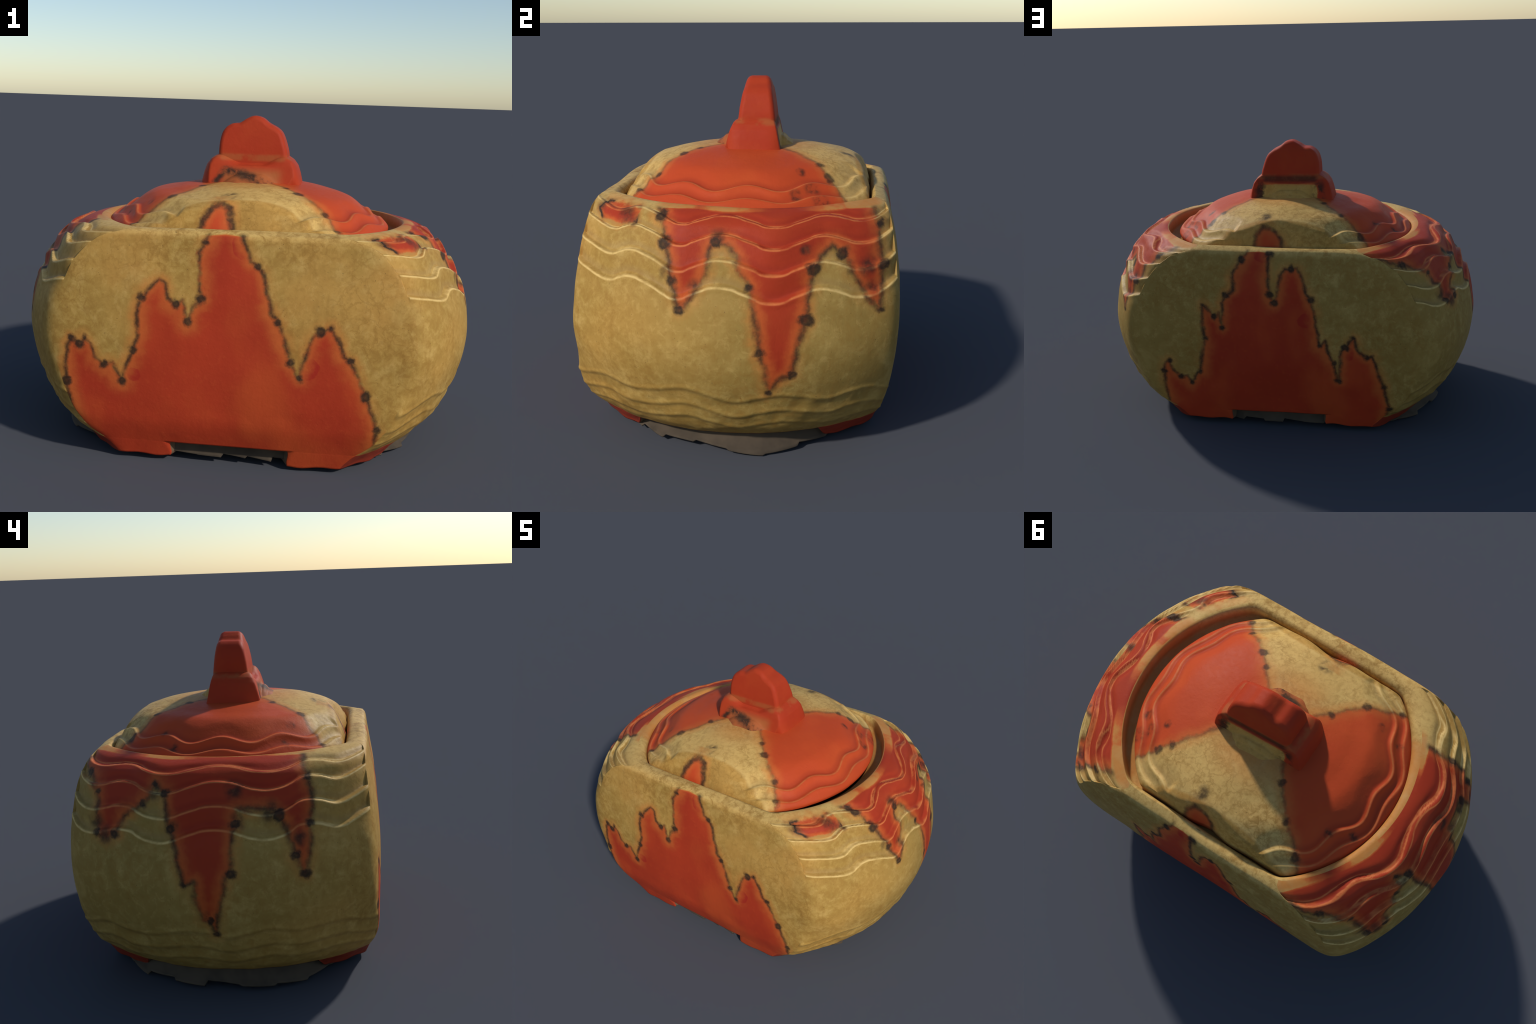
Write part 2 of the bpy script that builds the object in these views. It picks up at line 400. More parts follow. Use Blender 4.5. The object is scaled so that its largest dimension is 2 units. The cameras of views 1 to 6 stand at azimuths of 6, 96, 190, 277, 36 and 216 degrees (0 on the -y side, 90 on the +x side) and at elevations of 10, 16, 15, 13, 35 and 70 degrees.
# ------------------------------------------------------------------ material kit
class Nodes:
    def __init__(self, name):
        self.mat = bpy.data.materials.new(name)
        self.mat.use_nodes = True
        self.t = self.mat.node_tree
        self.t.nodes.clear()

    def new(self, kind, **kw):
        n = self.t.nodes.new(kind)
        for k, v in kw.items():
            setattr(n, k, v)
        return n

    def put(self, sock, v):
        if isinstance(v, bpy.types.NodeSocket):
            self.t.links.new(v, sock)
        elif v is not None:
            sock.default_value = v

    def m(self, op, a, b=None, c=None, clamp=False):
        n = self.new("ShaderNodeMath", operation=op, use_clamp=clamp)
        self.put(n.inputs[0], a); self.put(n.inputs[1], b)
        if c is not None: self.put(n.inputs[2], c)
        return n.outputs[0]

    def vm(self, op, a, b=None, scale=None):
        n = self.new("ShaderNodeVectorMath", operation=op)
        self.put(n.inputs[0], a)
        if b is not None: self.put(n.inputs[1], b)
        if scale is not None: self.put(n.inputs["Scale"], scale)
        return n.outputs["Value"] if op in ("DOT_PRODUCT", "LENGTH", "DISTANCE") else n.outputs["Vector"]

    def xyz(self, x, y, z):
        n = self.new("ShaderNodeCombineXYZ")
        self.put(n.inputs[0], x); self.put(n.inputs[1], y); self.put(n.inputs[2], z)
        return n.outputs[0]

    def step(self, x, a, b, lo=0.0, hi=1.0):
        n = self.new("ShaderNodeMapRange", interpolation_type="SMOOTHSTEP")
        self.put(n.inputs[0], x)
        n.inputs[1].default_value = min(a, b); n.inputs[2].default_value = max(a, b)
        n.inputs[3].default_value = lo if a < b else hi
        n.inputs[4].default_value = hi if a < b else lo
        return n.outputs[0]

    def noise(self, vec, scale, detail=3.0, rough=.5, dist=0.0, color=False):
        n = self.new("ShaderNodeTexNoise")
        self.put(n.inputs["Vector"], vec)
        n.inputs["Scale"].default_value = scale; n.inputs["Detail"].default_value = detail
        n.inputs["Roughness"].default_value = rough; n.inputs["Distortion"].default_value = dist
        return n.outputs["Color"] if color else n.outputs["Fac"]

    def mix(self, f, a, b, mode="MIX"):
        n = self.new("ShaderNodeMix", data_type="RGBA", blend_type=mode)
        self.put(n.inputs[0], f)
        for s, v in ((n.inputs[6], a), (n.inputs[7], b)):
            self.put(s, v if isinstance(v, bpy.types.NodeSocket) else (*v, 1))
        return n.outputs[2]

    def curve(self, x, fn, x0, x1, y0, y1, n=30):
        """y = fn(x) as a Float Curve node"""
        nd = self.new("ShaderNodeFloatCurve")
        c = nd.mapping.curves[0]
        xs = np.linspace(x0, x1, n)
        ys = fn(xs)
        while len(c.points) < n:
            c.points.new(.5, .5)
        for p, a, b in zip(c.points, xs, ys):
            p.location = ((a - x0) / (x1 - x0), (b - y0) / (y1 - y0)); p.handle_type = "AUTO"
        nd.mapping.update()
        self.put(nd.inputs["Value"], self.m("MULTIPLY_ADD", x, 1 / (x1 - x0), -x0 / (x1 - x0)))
        return self.m("MULTIPLY_ADD", nd.outputs[0], y1 - y0, y0)

    def after(self, d, px, pz, pvec):
        """the same point, evaluated after d: keeps long stroke chains cheap to compile"""
        e = self.m("MULTIPLY", d, 1e-7)
        return self.m("ADD", px, e), self.m("ADD", pz, e), self.vm("ADD", pvec, self.xyz(e, e, 0.0))

    # signed shape built from straight strokes: returns (parity 0/1, distance to stroke)
    def strokes(self, px, pz, pvec, pts, closed=False, parity=True, skip=()):
        P = [(p[0], p[1]) for p in pts]
        segs = list(zip(P[:-1], P[1:])) + ([(P[-1], P[0])] if closed else [])
        gt = {}
        dist = cross = None
        for k, (a, b) in enumerate(segs):
            if k % 9 == 8 and dist is not None:
                px, pz, pvec = self.after(dist, px, pz, pvec)
                gt = {}
            if k not in skip:
                ba = (b[0] - a[0], b[1] - a[1])
                l2 = max(ba[0] ** 2 + ba[1] ** 2, 1e-8)
                pa = self.vm("SUBTRACT", pvec, (a[0], a[1], 0))
                h = self.m("MULTIPLY", self.vm("DOT_PRODUCT", pa, (ba[0] / l2, ba[1] / l2, 0)), 1.0, clamp=True)
                d = self.vm("DISTANCE", pa, self.vm("SCALE", (ba[0], ba[1], 0), scale=h))
                dist = d if dist is None else self.m("MINIMUM", dist, d)
            if parity and abs(a[0] - b[0]) > 1e-6:
                for q in (a, b):
                    if q[0] not in gt:
                        gt[q[0]] = self.m("GREATER_THAN", px, q[0])
                lo, hi = (a, b) if a[0] < b[0] else (b, a)
                span = self.m("SUBTRACT", gt[lo[0]], gt[hi[0]])
                sl = (b[1] - a[1]) / (b[0] - a[0])
                zl = self.m("MULTIPLY_ADD", px, sl, a[1] - sl * a[0])
                c = self.m("MULTIPLY", span, self.m("GREATER_THAN", zl, pz))
                cross = c if cross is None else self.m("ADD", cross, c)
        return (self.m("MODULO", cross, 2.0) if parity else None), dist

    def dots(self, pvec, pts, start=None):
        """smallest (distance - radius) to the blots"""
        out = None
        if start is not None:
            pvec = self.after(start, 0.0, 0.0, pvec)[2]
        for p in pts:
            d = self.m("SUBTRACT", self.vm("DISTANCE", pvec, (p[0], p[1], 0)), p[2])
            out = d if out is None else self.m("MINIMUM", out, d)
        return out


CREAM = (.52, .285, .070); CREAM_PALE = (.69, .455, .155); CREAM_BROWN = (.28, .138, .028); OLIVE = (.42, .248, .060)
RED = (.44, .047, .017); RED_DEEP = (.35, .034, .014); RED_ORANGE = (.52, .085, .022)
ORANGE = (.52, .19, .042); BLACK = (.030, .020, .014); CREST_PALE = (.70, .47, .17); CREST_RED = (.60, .165, .05)


def glaze(nm, build, **extra):
    """common glazed clay; build(N, obj) returns masks: red inside amount sd (signed metres), dark 0..1, crest 0..1, groove 0..1, tan 0..1"""
    N = Nodes(nm)
    tc = N.new("ShaderNodeTexCoord")
    obj = tc.outputs["Object"]
    k = build(N, obj) | extra
    zero = 0.0
    sd = k.get("sd"); dark = k.get("dark"); crest = k.get("crest"); tan = k.get("tan"); groove = k.get("groove")
    # ---- bare cream clay
    big = N.noise(obj, 2.3, 3, .55)
    mid = N.noise(obj, 9, 4, .6, .6)
    fine = N.noise(obj, 46, 4, .65)
    stre = N.noise(N.vm("MULTIPLY", obj, (26, 26, 4)), 1.0, 3, .6)
    c = N.mix(N.step(big, .38, .66), CREAM, OLIVE)
    c = N.mix(N.m("MULTIPLY", N.step(mid, .50, .74), .34), c, CREAM_PALE)
    stain = N.m("MULTIPLY", N.step(N.noise(obj, 3.7, 4, .62), .46, .70), k.get("stain", .34))
    c = N.mix(stain, c, (.44, .185, .040))
    if k.get("khaki"):
        c = N.mix(k["khaki"], c, N.mix(N.step(mid, .4, .7), (.285, .188, .050), (.37, .25, .073)))  # cream darkened here to carry part of the baked shade on the round sides
    if k.get("pale") is not None:
        c = N.mix(k["pale"], c, CREAM_PALE)
    vor = N.new("ShaderNodeTexVoronoi", feature="DISTANCE_TO_EDGE")
    N.put(vor.inputs["Vector"], N.vm("ADD", obj, N.vm("SCALE", N.noise(obj, 9, 4, .65, color=True), scale=.15)))
    vor.inputs["Scale"].default_value = 15
    vein = N.m("MULTIPLY", N.step(vor.outputs["Distance"], .10, .0), N.step(N.noise(obj, 4.1, 2), .40, .62))
    c = N.mix(N.m("MULTIPLY", vein, k.get("veins", .38)), c, CREAM_BROWN)
    mott = N.noise(obj, 27, 5, .7, .5)
    c = N.mix(N.m("MULTIPLY", N.step(mott, .44, .64), N.m("MULTIPLY", N.step(N.noise(obj, 2.1, 2), .40, .64, .10, .60), k.get("mottle", 1.0))), c, CREAM_BROWN)
    c = N.mix(N.m("MULTIPLY", N.step(mott, .47, .36), .16), c, CREAM_PALE)
    c = N.mix(N.m("MULTIPLY", N.step(fine, .48, .75), .36), c, CREAM_BROWN)
    c = N.mix(N.m("MULTIPLY", N.step(stre, .50, .80), .30), c, CREAM_BROWN)
    pit = N.step(N.noise(obj, 120, 1, .5), .74, .80)
    c = N.mix(N.m("MULTIPLY", pit, .45), c, BLACK)
    if tan is not None:
        tn = N.mix(N.step(mid, .4, .7), ORANGE, (.50, .235, .075))
        c = N.mix(tan, c, tn)
    # ---- red glaze
    if sd is not None:
        wob = N.m("MULTIPLY_ADD", N.noise(obj, 38, 3, .6), .030, -.015)
        s2 = N.m("ADD", sd, wob)
        r = N.mix(N.m('MULTIPLY', N.step(big, .36, .68), .8), RED, RED_DEEP)
        r = N.mix(N.m("MULTIPLY", N.step(N.noise(N.vm("MULTIPLY", obj, (1, 1, .6)), 4.2, 2, .5), .46, .74), .55), r, RED_ORANGE)
        r = N.mix(N.m("MULTIPLY", N.step(fine, .52, .74), .22), r, RED_ORANGE)
        r = N.mix(N.m("MULTIPLY", N.step(s2, .085, .01), N.step(N.noise(obj, 5.1, 3, .6), .42, .62, .0, .75)), r, (.50, .115, .028))
        r = N.mix(N.m("MULTIPLY", N.step(stre, .52, .80), .30), r, RED_DEEP)
        if k.get("glow"):
            r = N.mix(k["glow"][0], r, k["glow"][1])
        if k.get("spots") is not None:
            r = N.mix(N.m("MULTIPLY", k["spots"], .65), r, (.34, .018, .014))
        if k.get("tint") is not None:
            r = N.mix(k["tint"], r, k["tint_col"])
        halo = N.m("MULTIPLY", N.step(s2, -.055, -.004), N.step(N.noise(obj, 3.3, 2), .40, .62, .22, .85))
        c = N.mix(N.m("MULTIPLY", halo, N.step(mid, .32, .60, .35, 1.0)), c, ORANGE)
        c = N.mix(N.step(s2, -.012, .012), c, N.mix(N.step(s2, .0, .055), N.mix(.25, RED_ORANGE, ORANGE), r))
        redm = N.step(s2, -.01, .02)
    else:
        redm = None
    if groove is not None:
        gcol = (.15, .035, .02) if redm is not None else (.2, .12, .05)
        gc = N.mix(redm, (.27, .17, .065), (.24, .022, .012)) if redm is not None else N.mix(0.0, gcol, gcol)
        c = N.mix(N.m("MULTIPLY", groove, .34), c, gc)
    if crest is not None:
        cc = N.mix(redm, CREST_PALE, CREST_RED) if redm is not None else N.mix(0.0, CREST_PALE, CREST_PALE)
        worn = N.m("MULTIPLY", crest, N.step(N.noise(obj, 17, 3, .7), .28, .60, .35, .95))  # thin paler lines along the carved crests, broken up by noise
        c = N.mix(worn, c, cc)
    if dark is not None:
        c = N.mix(dark, c, N.mix(N.step(fine, .42, .75), BLACK, (.085, .045, .022)))
    bs = N.new("ShaderNodeBsdfPrincipled")
    N.put(bs.inputs["Base Color"], c)
    N.put(bs.inputs["Roughness"], N.m("MULTIPLY_ADD", fine, .25, k.get("rough", .40)))
    bs.inputs["Specular IOR Level"].default_value = .09
    bmp = N.new("ShaderNodeBump")
    bmp.inputs["Strength"].default_value = .28; bmp.inputs["Distance"].default_value = .006
    N.put(bmp.inputs["Height"], N.m("ADD", N.m("MULTIPLY", fine, .6), N.m("ADD", N.m("MULTIPLY", mid, .7), N.m("MULTIPLY", pit, -.8))))
    N.put(bs.inputs["Normal"], bmp.outputs[0])
    o = N.new("ShaderNodeOutputMaterial")
    N.t.links.new(bs.outputs[0], o.inputs[0])
    return N.mat


def plane_coords(N, obj, axis):
    """2D drawing coordinates (horizontal, height) on a panel, a little wobbly"""
    s = N.new("ShaderNodeSeparateXYZ")
    N.put(s.inputs[0], obj)
    wob = N.vm("SCALE", N.vm("SUBTRACT", N.noise(obj, 14, 4, .65, color=True), (.5, .5, .5)), scale=.034)
    ws = N.new("ShaderNodeSeparateXYZ")
    N.put(ws.inputs[0], wob)
    h = N.m("ADD", s.outputs["XYZ".index(axis)], ws.outputs[0])
    z = N.m("ADD", s.outputs[2], ws.outputs[1])
    return s, h, z, N.xyz(h, z, 0.0)


def ink(N, obj, dist, blots, width=.0075, soft=.012, weight=1.0):
    """dark outline with varying weight plus blots where the brush rested"""
    v = N.noise(obj, 9, 4, .7)
    g = N.m("MULTIPLY_ADD", N.noise(obj, 60, 3, .7), .012, -.006)
    w = N.m("MULTIPLY_ADD", v, .012, width - .006)
    line = N.m("MULTIPLY", N.step(N.m("ADD", N.m("SUBTRACT", dist, w), g), soft * .9, -soft * .8), N.step(v, .32, .58, .50, .90))
    if weight < 1:
        line = N.m("MULTIPLY", line, weight)
    if blots is None:
        return line
    g2 = N.m("MULTIPLY_ADD", N.noise(obj, 24, 3, .6), .026, -.013)
    b = N.m("ADD", N.m("ADD", blots, g), g2)
    b = N.m("MULTIPLY", N.step(b, .010, -.009), N.step(b, -.022, -.011, .88, .95))
    return N.m("MAXIMUM", line, b)


# outlines of the red glaze (horizontal, height[, blot radius])
FRONT_LINE_A = [(-.640, .060), (-.650, .18), (-.659, .259), (-.677, .339, .022), (-.681, .406), (-.670, .491), (-.653, .521, .016), (-.620, .500, .02), (-.600, .528, .014), (-.570, .503), (-.548, .440), (-.513, .418, .016), (-.478, .434), (-.461, .391), (-.441, .357, .02), (-.426, .418), (-.393, .492, .018), (-.378, .556), (-.383, .647), (-.364, .708, .018), (-.329, .751), (-.297, .781), (-.268, .766), (-.254, .711), (-.222, .689, .02), (-.197, .709), (-.171, .621, .018), (-.156, .684), (-.126, .715, .02), (-.133, .784), (-.135, .894), (-.114, .938, .014), (-.100, .990)]
FRONT_LINE_B = [(.033, .990), (.039, .965), (.049, .925), (.069, .872), (.098, .852, .018), (.127, .821), (.148, .735), (.162, .676), (.190, .638, .016), (.217, .573), (.241, .480, .018), (.281, .422, .018), (.303, .499), (.326, .591), (.358, .616, .024), (.401, .629, .016), (.431, .576), (.456, .521), (.481, .503, .018), (.509, .445), (.547, .360, .022), (.579, .284), (.599, .224, .018), (.597, .150), (.580, .06)]
BACK_LINE_A = [(.60, .05), (.582, .147), (.592, .228), (.591, .307, .018), (.580, .360), (.555, .373, .016), (.541, .323), (.502, .286, .016), (.471, .294), (.445, .250, .016), (.410, .311), (.394, .318, .014), (.380, .420), (.359, .508, .016), (.372, .578), (.363, .684, .01), (.340, .668), (.304, .631, .016), (.277, .647), (.264, .572, .016), (.262, .700), (.241, .740, .018), (.207, .769), (.209, .848), (.166, .916, .02), (.136, .955), (.130, 1.0)]
BACK_LINE_B = [(.022, 1.0), (.024, .950, .022), (.031, .853), (.023, .753, .018), (-.001, .707, .018), (-.020, .777), (-.031, .844), (-.053, .878), (-.086, .879, .02), (-.120, .885), (-.142, .837), (-.159, .760), (-.181, .727, .02), (-.198, .671), (-.214, .580), (-.225, .493, .012), (-.253, .518), (-.269, .453), (-.297, .400, .016), (-.318, .301, .018), (-.330, .395), (-.332, .468), (-.353, .487, .022), (-.391, .542, .012), (-.419, .472), (-.458, .444, .016), (-.491, .446), (-.519, .344), (-.545, .284, .018), (-.558, .220), (-.572, .148, .018), (-.548, .078), (-.535, .02)]
RIGHT_LINE = [(-.285, 1.0), (-.275, .975), (-.251, .957, .02), (-.231, .920), (-.224, .877, .024), (-.202, .833), (-.185, .751, .022), (-.149, .654, .02), (-.098, .710), (-.060, .777), (-.051, .860), (-.028, .887, .022), (.014, .879), (.047, .844), (.065, .798), (.103, .739, .018), (.121, .668), (.132, .588), (.144, .502, .022), (.161, .436), (.171, .335, .014), (.215, .397), (.256, .412, .018), (.286, .541), (.309, .620, .025), (.317, .698), (.329, .790, .024), (.357, .834), (.396, .867), (.437, .836, .024), (.470, .767), (.513, .700), (.577, .625, .014), (.583, .685), (.590, .778, .02), (.572, .845), (.572, .907, .018), (.550, .953), (.545, 1.0)]
RIGHT_PATCH = [(-.537, .945), (-.515, .966), (-.45, .972), (-.348, .966), (-.357, .926), (-.428, .915), (-.510, .920)]
LEFT_LINE = [(.615, 1.0), (.607, .919), (.573, .899, .018), (.508, .846, .014), (.499, .783), (.492, .699, .016), (.446, .677), (.404, .703, .018), (.372, .772), (.289, .821, .018), (.258, .855), (.241, .891, .014), (.198, .859, .02), (.189, .805), (.165, .743, .02), (.148, .689), (.133, .602), (.115, .533, .018), (.073, .545), (.067, .471), (.045, .380), (.014, .375, .018), (-.005, .319, .014), (-.033, .473), (-.052, .567), (-.072, .582, .022), (-.078, .683), (-.085, .760, .02), (-.095, .809), (-.163, .815), (-.221, .808), (-.255, .784, .024), (-.289, .727), (-.318, .640, .02), (-.356, .562, .02), (-.376, .653), (-.376, .750, .014), (-.384, .843), (-.358, .910, .018), (-.334, .969), (-.330, 1.0)]


def face_masks(A, B, spots, fade=False):
    def build(N, obj):
        s, h, z, p = plane_coords(N, obj, "X")
        poly = list(A) + list(B)
        par, dist = N.strokes(h, z, p, poly, skip=(len(A) - 1,))
        sd = N.m("MULTIPLY", dist, N.m("MULTIPLY_ADD", par, 2.0, -1.0))
        bl = N.dots(p, [q for q in poly if len(q) > 2], dist)
        out = dict(pale=N.step(untilted(N, s), .945, .984, 0.0, .6), sd=sd, dark=N.m("MULTIPLY", ink(N, obj, dist, bl), N.m("MULTIPLY", N.step(s.outputs[2], .05, .12), N.step(untilted(N, s), .984, .972))))
        d = N.dots(p, spots)
        if fade:
            out["sd"] = N.m("SUBTRACT", sd, N.step(untilted(N, s), .966, .980, 0.0, .10))
        out["spots"] = N.m("MULTIPLY", N.step(d, .003, -.003), N.step(d, -.045, -.01, .45, 1.0))
        return out
    return build


def untilted(N, s):
    """height as if the rim were level"""
    return N.m("ADD", s.outputs[2], N.m("MULTIPLY_ADD", s.outputs[0], -.006, N.m("MULTIPLY_ADD", s.outputs[1], .013, .010)))


def side_masks(line, patch, W, up, Bt, clouds):
    def build(N, obj):
        s, h, z, p = plane_coords(N, obj, "Y")
        # red lies above the line: close the outline well over the rim
        poly = list(line) + [(line[-1][0] + .001, 1.3), (line[0][0] + .001, 1.3)]
        n = len(line)
        inside, dist = N.strokes(h, z, p, poly, closed=True, skip=(n - 1, n, n + 1))
        lo, hi = min(q[0] for q in line), max(q[0] for q in line)
        sd = N.m("MULTIPLY", dist, N.m("MULTIPLY_ADD", inside, 2.0, -1.0))
        bl = N.dots(p, [q for q in line if len(q) > 2], dist)
        dk = ink(N, obj, dist, bl, .009, .016, .95)
        if patch:
            pp, dd = N.strokes(h, z, p, patch, closed=True)
            patch_sd = N.m("MULTIPLY", dd, N.m("MULTIPLY_ADD", pp, 4.5, -2.0))
            dk = N.m("MAXIMUM", dk, N.m("MULTIPLY", N.step(dd, .012, .0), N.step(N.noise(obj, 9, 2), .45, .6)))
        for cx, cz, rad in clouds:
            d = N.vm("DISTANCE", p, (cx, cz, 0))
            dk = N.m("MAXIMUM", dk, N.m("MULTIPLY", N.step(d, rad, rad * .2), N.step(N.noise(obj, 20, 3), .35, .6, .3, .85)))
        # carved crests and the grooves just above them
        y0, z0 = s.outputs[1], s.outputs[2]
        w = N.curve(y0, lambda q: table(W, q), -.68, .68, .62, .82)
        t0 = N.m("SUBTRACT", z0, w)
        zu = untilted(N, s)
        drift = N.step(s.outputs[1], -.75, .25, .15, .85)
        long = N.curve(zu, lambda q: np.interp(q, STRETCH_Z, STRETCH), .6, 1.0, 1.0, 3.0, 12)
        crest = groove = None
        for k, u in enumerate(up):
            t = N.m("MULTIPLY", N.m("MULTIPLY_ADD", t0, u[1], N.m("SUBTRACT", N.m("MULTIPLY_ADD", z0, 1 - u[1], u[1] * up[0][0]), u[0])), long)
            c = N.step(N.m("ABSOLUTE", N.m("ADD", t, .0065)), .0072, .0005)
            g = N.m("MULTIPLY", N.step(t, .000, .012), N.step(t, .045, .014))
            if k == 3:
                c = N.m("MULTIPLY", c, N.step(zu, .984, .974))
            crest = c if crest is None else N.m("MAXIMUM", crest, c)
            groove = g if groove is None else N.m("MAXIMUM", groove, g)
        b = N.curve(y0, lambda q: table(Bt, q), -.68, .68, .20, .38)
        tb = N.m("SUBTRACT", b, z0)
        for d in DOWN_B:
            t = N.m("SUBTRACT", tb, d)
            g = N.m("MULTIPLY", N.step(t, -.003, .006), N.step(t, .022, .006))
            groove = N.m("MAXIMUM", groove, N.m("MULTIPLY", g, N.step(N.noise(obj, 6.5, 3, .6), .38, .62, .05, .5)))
        rad = N.vm("LENGTH", N.vm("MULTIPLY", N.vm("SUBTRACT", obj, (.014, .012, 0)), (1, 1, 0)))
        bead = N.m("MULTIPLY", N.step(rad, .742, .716), N.step(z0, .92, .94))
        foot = N.m("MULTIPLY", N.step(z0, .100, .088), 1.0)
        sd = N.m("MAXIMUM", sd, N.m("MULTIPLY_ADD", foot, .20, -.12))
        tan = N.m("MULTIPLY", bead, N.m("MULTIPLY", N.step(h, lo - .02, lo + .03), N.step(h, hi + .02, hi - .03)))
        sd = N.m("SUBTRACT", sd, N.m("MULTIPLY", bead, .11))
        if patch:
            sd = N.m("MAXIMUM", sd, patch_sd)
        free = N.m("SUBTRACT", 1.0, N.m("MULTIPLY", bead, .85))
        crest = N.m("MULTIPLY", crest, free); groove = N.m("MULTIPLY", groove, free)
        return dict(khaki=drift, stain=.12, mottle=.7, sd=sd, dark=N.m("MULTIPLY", dk, N.m("SUBTRACT", 1.0, bead)), crest=crest, groove=groove, tan=N.m("MULTIPLY", tan, .85), pale=N.step(zu, .950, .984, 0.0, .6), tint=N.m("MULTIPLY", foot, .85), tint_col=(.25, .034, .018))
    return build


def rim_masks(N, obj):
    s = N.new("ShaderNodeSeparateXYZ")
    N.put(s.inputs[0], obj)
    x, y, z = s.outputs
    right = N.m("MULTIPLY", N.step(x, .40, .46), N.m("MULTIPLY", N.step(y, -.34, -.24), N.step(y, .58, .50)))
    left = N.m("MULTIPLY", N.step(x, -.40, -.46), N.m("MULTIPLY", N.step(y, -.36, -.30), N.step(y, .60, .54)))
    inner = N.step(untilted(N, s), .972, .945)
    tan = N.m("MAXIMUM", N.m("MULTIPLY", N.m("MAXIMUM", right, left), .8), N.m("MULTIPLY", inner, .45))
    p = N.xyz(x, y, 0.0)
    dk = N.m("MULTIPLY", N.step(N.vm("DISTANCE", p, (.024, .578, 0)), .024, .012), .9)
    return dict(tan=tan, dark=dk, pale=.6)


LID_RIGHT = [(.0, .0), (.09, -.12), (.165, -.205, .016), (.220, -.268, .022), (.268, -.311), (.343, -.352, .016), (.400, -.425, .02), (.47, -.56), (1.0, -.56), (1.0, .6), (.56, .6), (.46, .43), (.434, .418), (.373, .366, .02), (.316, .323, .018), (.229, .225), (.15, .13)]
LID_LEFT = [(.0, .02), (-.150, -.118), (-.205, -.172, .016), (-.251, -.233), (-.314, -.306, .022), (-.372, -.341), (-.453, -.405, .016), (-.52, -.46), (-1.0, -.56), (-1.0, .6), (-.50, .56), (-.410, .441, .02), (-.370, .392), (-.305, .344, .02), (-.255, .285), (-.199, .220, .018), (-.15, .13)]


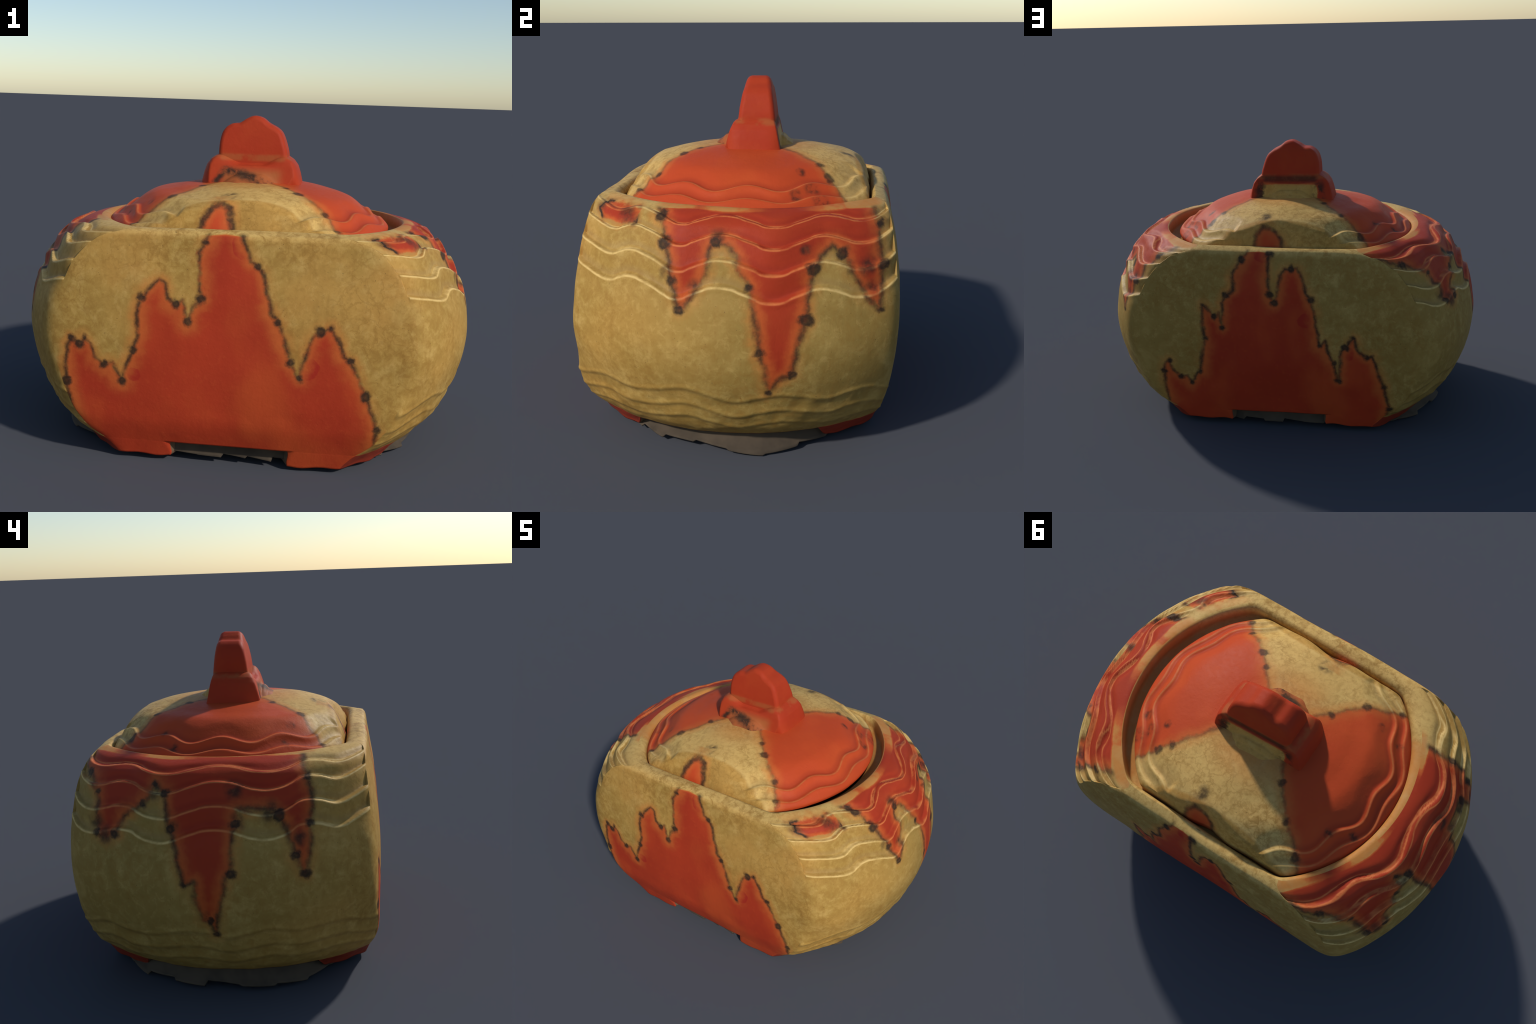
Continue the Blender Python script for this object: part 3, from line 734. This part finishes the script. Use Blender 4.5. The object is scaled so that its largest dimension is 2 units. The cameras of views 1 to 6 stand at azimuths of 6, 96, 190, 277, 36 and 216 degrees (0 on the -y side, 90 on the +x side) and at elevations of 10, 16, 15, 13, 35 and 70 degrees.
def lid_masks(N, obj):
    s, h, v, _ = plane_coords(N, obj, "X")
    x, y, z = s.outputs
    wob = N.m("SUBTRACT", h, x)
    yy = N.m("ADD", y, N.m("SUBTRACT", v, z))
    p = N.xyz(h, yy, 0.0)
    sd = dist = None
    for poly in (LID_RIGHT, LID_LEFT):
        skip = [k for k in range(len(poly)) if max(abs(poly[k][0]), abs(poly[(k + 1) % len(poly)][0])) > .95]
        par, d = N.strokes(h, yy, p, poly, closed=True, skip=skip)
        q = N.m("MULTIPLY", d, N.m("MULTIPLY_ADD", par, 2.0, -1.0))
        sd = q if sd is None else N.m("MAXIMUM", sd, q)
        dist = d if dist is None else N.m("MINIMUM", dist, d)
    bl = N.dots(p, [q for q in LID_RIGHT + LID_LEFT if len(q) > 2], dist)
    dk = N.m("MULTIPLY", ink(N, obj, dist, bl, .006, .015, .75), .9)
    # splashes on the two cut facets
    pz = N.xyz(h, v, 0.0)
    for poly, gate in (([(-.160, .93), (-.150, 1.015), (-.110, 1.066), (-.078, 1.075), (-.047, 1.055), (-.030, .985), (-.026, .93)], N.step(y, -.33, -.37)),
                       ([(.114, .93), (.113, 1.013), (.076, 1.054), (.045, 1.048), (.017, 1.032), (-.019, .996), (-.028, .93)], N.step(y, .41, .45))):
        par, d = N.strokes(h, v, pz, poly)
        q = N.m("MULTIPLY", d, N.m("MULTIPLY_ADD", par, 2.0, -1.0))
        q = N.m("SUBTRACT", q, N.m("MULTIPLY_ADD", gate, -.2, .2))
        sd = N.m("MAXIMUM", sd, q)
        dk = N.m("MAXIMUM", dk, N.m("MULTIPLY", gate, ink(N, obj, d, None, .012, .012)))
    for cx, cy, rad in ((-.055, -.365, .05), (.07, .44, .05), (.46, .30, .05), (.52, .34, .05), (.40, .25, .03), (.53, .24, .035), (-.53, -.25, .03), (-.48, .28, .03), (-.42, -.27, .03), (-.57, .22, .03)):
        d = N.vm("DISTANCE", p, (cx, cy, 0))
        dk = N.m("MAXIMUM", dk, N.m("MULTIPLY", N.step(d, rad, rad * .2), N.step(N.noise(obj, 24, 3), .40, .62, .15, .85)))
    # carved crests
    cx, cy = N.m("SUBTRACT", x, LID_C[0]), N.m("SUBTRACT", y, LID_C[1])
    r = N.m("SQRT", N.m("ADD", N.m("MULTIPLY", cx, cx), N.m("MULTIPLY", cy, cy)))
    a = N.m("ARCTAN2", cy, cx)
    wr = N.m("COSINE", N.m("MULTIPLY_ADD", a, 360 / RIDGE_PERIOD, -math.radians(RIDGE_PHASE * 360 / RIDGE_PERIOD)))
    a2 = N.m("MODULO", N.m("ADD", a, TAU), TAU)
    wl = N.m("COSINE", N.m("MULTIPLY_ADD", a2, 360 / 27.0, -math.radians(167 * 360 / 27.0)))
    rt = N.m("GREATER_THAN", cx, 0.0)
    w = N.m("ADD", N.m("MULTIPLY", wr, rt), N.m("MULTIPLY", wl, N.m("SUBTRACT", 1.0, rt)))
    flank = N.step(N.m("DIVIDE", N.m("ABSOLUTE", cx), N.m("MAXIMUM", r, .01)), .42, .47)
    flank = N.m("MULTIPLY", flank, N.m("MULTIPLY", N.step(y, -.46, -.43), N.step(y, .51, .48)))
    crest = groove = None
    for r0, amp in (RIDGE_A, RIDGE_B):
        t = N.m("SUBTRACT", N.m("MULTIPLY_ADD", w, amp, r0), r)
        c = N.step(N.m("ABSOLUTE", N.m("ADD", t, .003)), .0075, .001)
        g = N.m("MULTIPLY", N.step(t, .004, .014), N.step(t, .040, .016))
        crest = c if crest is None else N.m("MAXIMUM", crest, c)
        groove = g if groove is None else N.m("MAXIMUM", groove, g)
    near = N.m("MULTIPLY", N.step(r, .36, .16), .62)
    low = N.m("MULTIPLY", N.step(z, .958, .942), .8)
    ff = N.m("MULTIPLY_ADD", z, -.55, N.m("ADD", y, .495 + .96 * .55))
    fb = N.m("MULTIPLY_ADD", z, -.42, N.m("MULTIPLY_ADD", y, -1.0, .533 + .96 * .42))
    cut = N.m("MINIMUM", ff, fb)
    lip = N.m("MULTIPLY", N.m("MULTIPLY", N.step(cut, .006, .014), N.step(cut, .030, .018)), .3)
    crest = N.m("MAXIMUM", N.m("MULTIPLY", crest, flank), lip)
    pale = N.step(cut, .010, .020, 0.0, .55)  # dome lightened, so the facets' darker shading is painted in
    return dict(sd=sd, pale=pale, dark=dk, crest=N.m("MULTIPLY", crest, .8), groove=N.m("MULTIPLY", groove, flank), tan=N.m("MAXIMUM", near, low))


def handle_masks(N, obj):
    s, h, v, _ = plane_coords(N, obj, "X")
    x, y, z = s.outputs
    yl = N.m("MULTIPLY_ADD", x, -TWIST, y)
    low = N.step(z, 1.262, 1.235)
    midx = N.step(N.m("ABSOLUTE", h), .165, .13)
    back = N.m("MULTIPLY", N.m("MULTIPLY", N.step(yl, .118, .135), low), midx)
    front = N.m("MULTIPLY", N.m("MULTIPLY", N.step(yl, -.05, -.075), N.step(z, 1.215, 1.17)), N.step(N.m("ABSOLUTE", h), .16, .10))
    bedge = N.m("MULTIPLY", N.m("MULTIPLY", N.step(yl, .115, .13), N.m("MULTIPLY", low, N.step(N.noise(obj, 22, 3, .6), .40, .56))), N.m("MULTIPLY", N.step(N.m("ABSOLUTE", h), .105, .15), N.step(N.m("ABSOLUTE", h), .205, .165)))
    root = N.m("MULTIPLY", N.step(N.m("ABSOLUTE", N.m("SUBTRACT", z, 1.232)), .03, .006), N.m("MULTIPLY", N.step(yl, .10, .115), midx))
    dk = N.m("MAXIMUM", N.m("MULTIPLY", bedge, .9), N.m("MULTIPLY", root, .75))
    _, d = N.strokes(h, v, N.xyz(h, v, 0.0), [(-.160, 1.135), (-.118, 1.190), (-.02, 1.168), (.095, 1.132)], parity=False)
    streak = N.m("MULTIPLY", N.step(d, .026, .003), N.step(N.noise(obj, 15, 4, .65), .40, .58, .10, .95))
    dk = N.m("MAXIMUM", dk, N.m("MULTIPLY", streak, N.step(yl, -.045, -.06)))
    sd = N.m("MULTIPLY_ADD", back, -.14, .06)
    # worn orange along the upper edges
    ed = N.m("MULTIPLY", N.step(N.m("ABSOLUTE", N.m("SUBTRACT", z, 1.245)), .022, .006), N.step(N.noise(obj, 14, 3), .38, .6))
    tint = N.m("MAXIMUM", N.m("MULTIPLY", front, .8), N.m("MULTIPLY", ed, .55))
    return dict(sd=sd, dark=dk, tint=tint, tint_col=(.36, .115, .035), rough=.44)


def foot_masks(N, obj):
    s = N.new("ShaderNodeSeparateXYZ")
    N.put(s.inputs[0], obj)
    r = N.vm("LENGTH", N.vm("MULTIPLY", obj, (1, 1, 0)))
    return dict(sd=N.m("MULTIPLY_ADD", N.step(s.outputs[2], .036, .044), .09, -.03))


def clay_material(name, a, b, rough=.85):
    N = Nodes(name)
    obj = N.new("ShaderNodeTexCoord").outputs["Object"]
    c = N.mix(N.step(N.noise(obj, 7, 4, .6), .35, .68), a, b)
    bs = N.new("ShaderNodeBsdfPrincipled")
    N.put(bs.inputs["Base Color"], c)
    bs.inputs["Roughness"].default_value = rough
    o = N.new("ShaderNodeOutputMaterial")
    N.t.links.new(bs.outputs[0], o.inputs[0])
    return N.mat


# ------------------------------------------------------------------ assemble
root = bpy.data.objects.new("lidded_pottery_jar", None)
bpy.context.scene.collection.objects.link(root)
root["label"] = "round lidded pottery jar with flat faces and red drip glaze"
root["category"] = "ceramic jar"

m_front = glaze("glaze_front", face_masks(FRONT_LINE_A, FRONT_LINE_B, [(.049, .930, .055), (-.391, .391, .03), (.316, .460, .045), (-.131, .746, .03)], True), khaki=.15)
m_back = glaze("glaze_back", face_masks(BACK_LINE_A, BACK_LINE_B, [(.055, .955, .05), (-.360, .46, .04), (-.16, .62, .04)], True), khaki=.8)  # strong khaki paints the shadowed back face darker and greener
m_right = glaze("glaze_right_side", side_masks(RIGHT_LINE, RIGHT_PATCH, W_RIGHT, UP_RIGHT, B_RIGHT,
                [(-.20, .775, .045), (-.10, .745, .035), (-.02, .90, .04), (.53, .78, .05), (.54, .70, .05), (.30, .86, .03), (-.40, .945, .045), (-.36, .935, .03), (-.53, .95, .035)]), veins=.14, glow=(.6, (.33, .036, .014)))  # deeper red mixed into both sides, shading baked into their colour
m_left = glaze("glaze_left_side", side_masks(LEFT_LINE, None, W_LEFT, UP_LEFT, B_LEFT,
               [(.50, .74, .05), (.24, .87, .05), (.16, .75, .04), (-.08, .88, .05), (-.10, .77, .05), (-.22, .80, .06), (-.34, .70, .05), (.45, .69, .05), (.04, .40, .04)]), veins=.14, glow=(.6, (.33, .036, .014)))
m_rim = glaze("glaze_rim", rim_masks, khaki=.3)
m_foot = glaze("glaze_foot", foot_masks)
m_lid = glaze("glaze_lid", lid_masks, glow=(.55, (.54, .078, .019)))
m_handle = glaze("glaze_handle", handle_masks, glow=(.6, (.36, .034, .011)))
m_under = clay_material("bare_clay", (.16, .10, .055), (.11, .065, .035))
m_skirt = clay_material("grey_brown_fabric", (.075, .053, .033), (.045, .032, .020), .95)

V, F, mat, N, which = build_pot()
pot_mats = [m_front, m_back, m_right, m_left, m_rim, m_under]
body = split("pot", V, F, which == 0, pot_mats, mat, N, root)
split("rim", V, F, which == 1, pot_mats, mat, N, body)
for q in range(4):
    split("foot", V, F, which == 2 + q, pot_mats, mat, N, body)

V, F, N = build_lid()
lid = make_object("lid", V, F, [m_lid], None, N, root)
V, F, N = build_tab()
make_object("handle_tab", V, F, [m_handle], None, N, lid)
V, F, N = build_handle_base()
make_object("handle_base", V, F, [m_handle], None, None, lid)

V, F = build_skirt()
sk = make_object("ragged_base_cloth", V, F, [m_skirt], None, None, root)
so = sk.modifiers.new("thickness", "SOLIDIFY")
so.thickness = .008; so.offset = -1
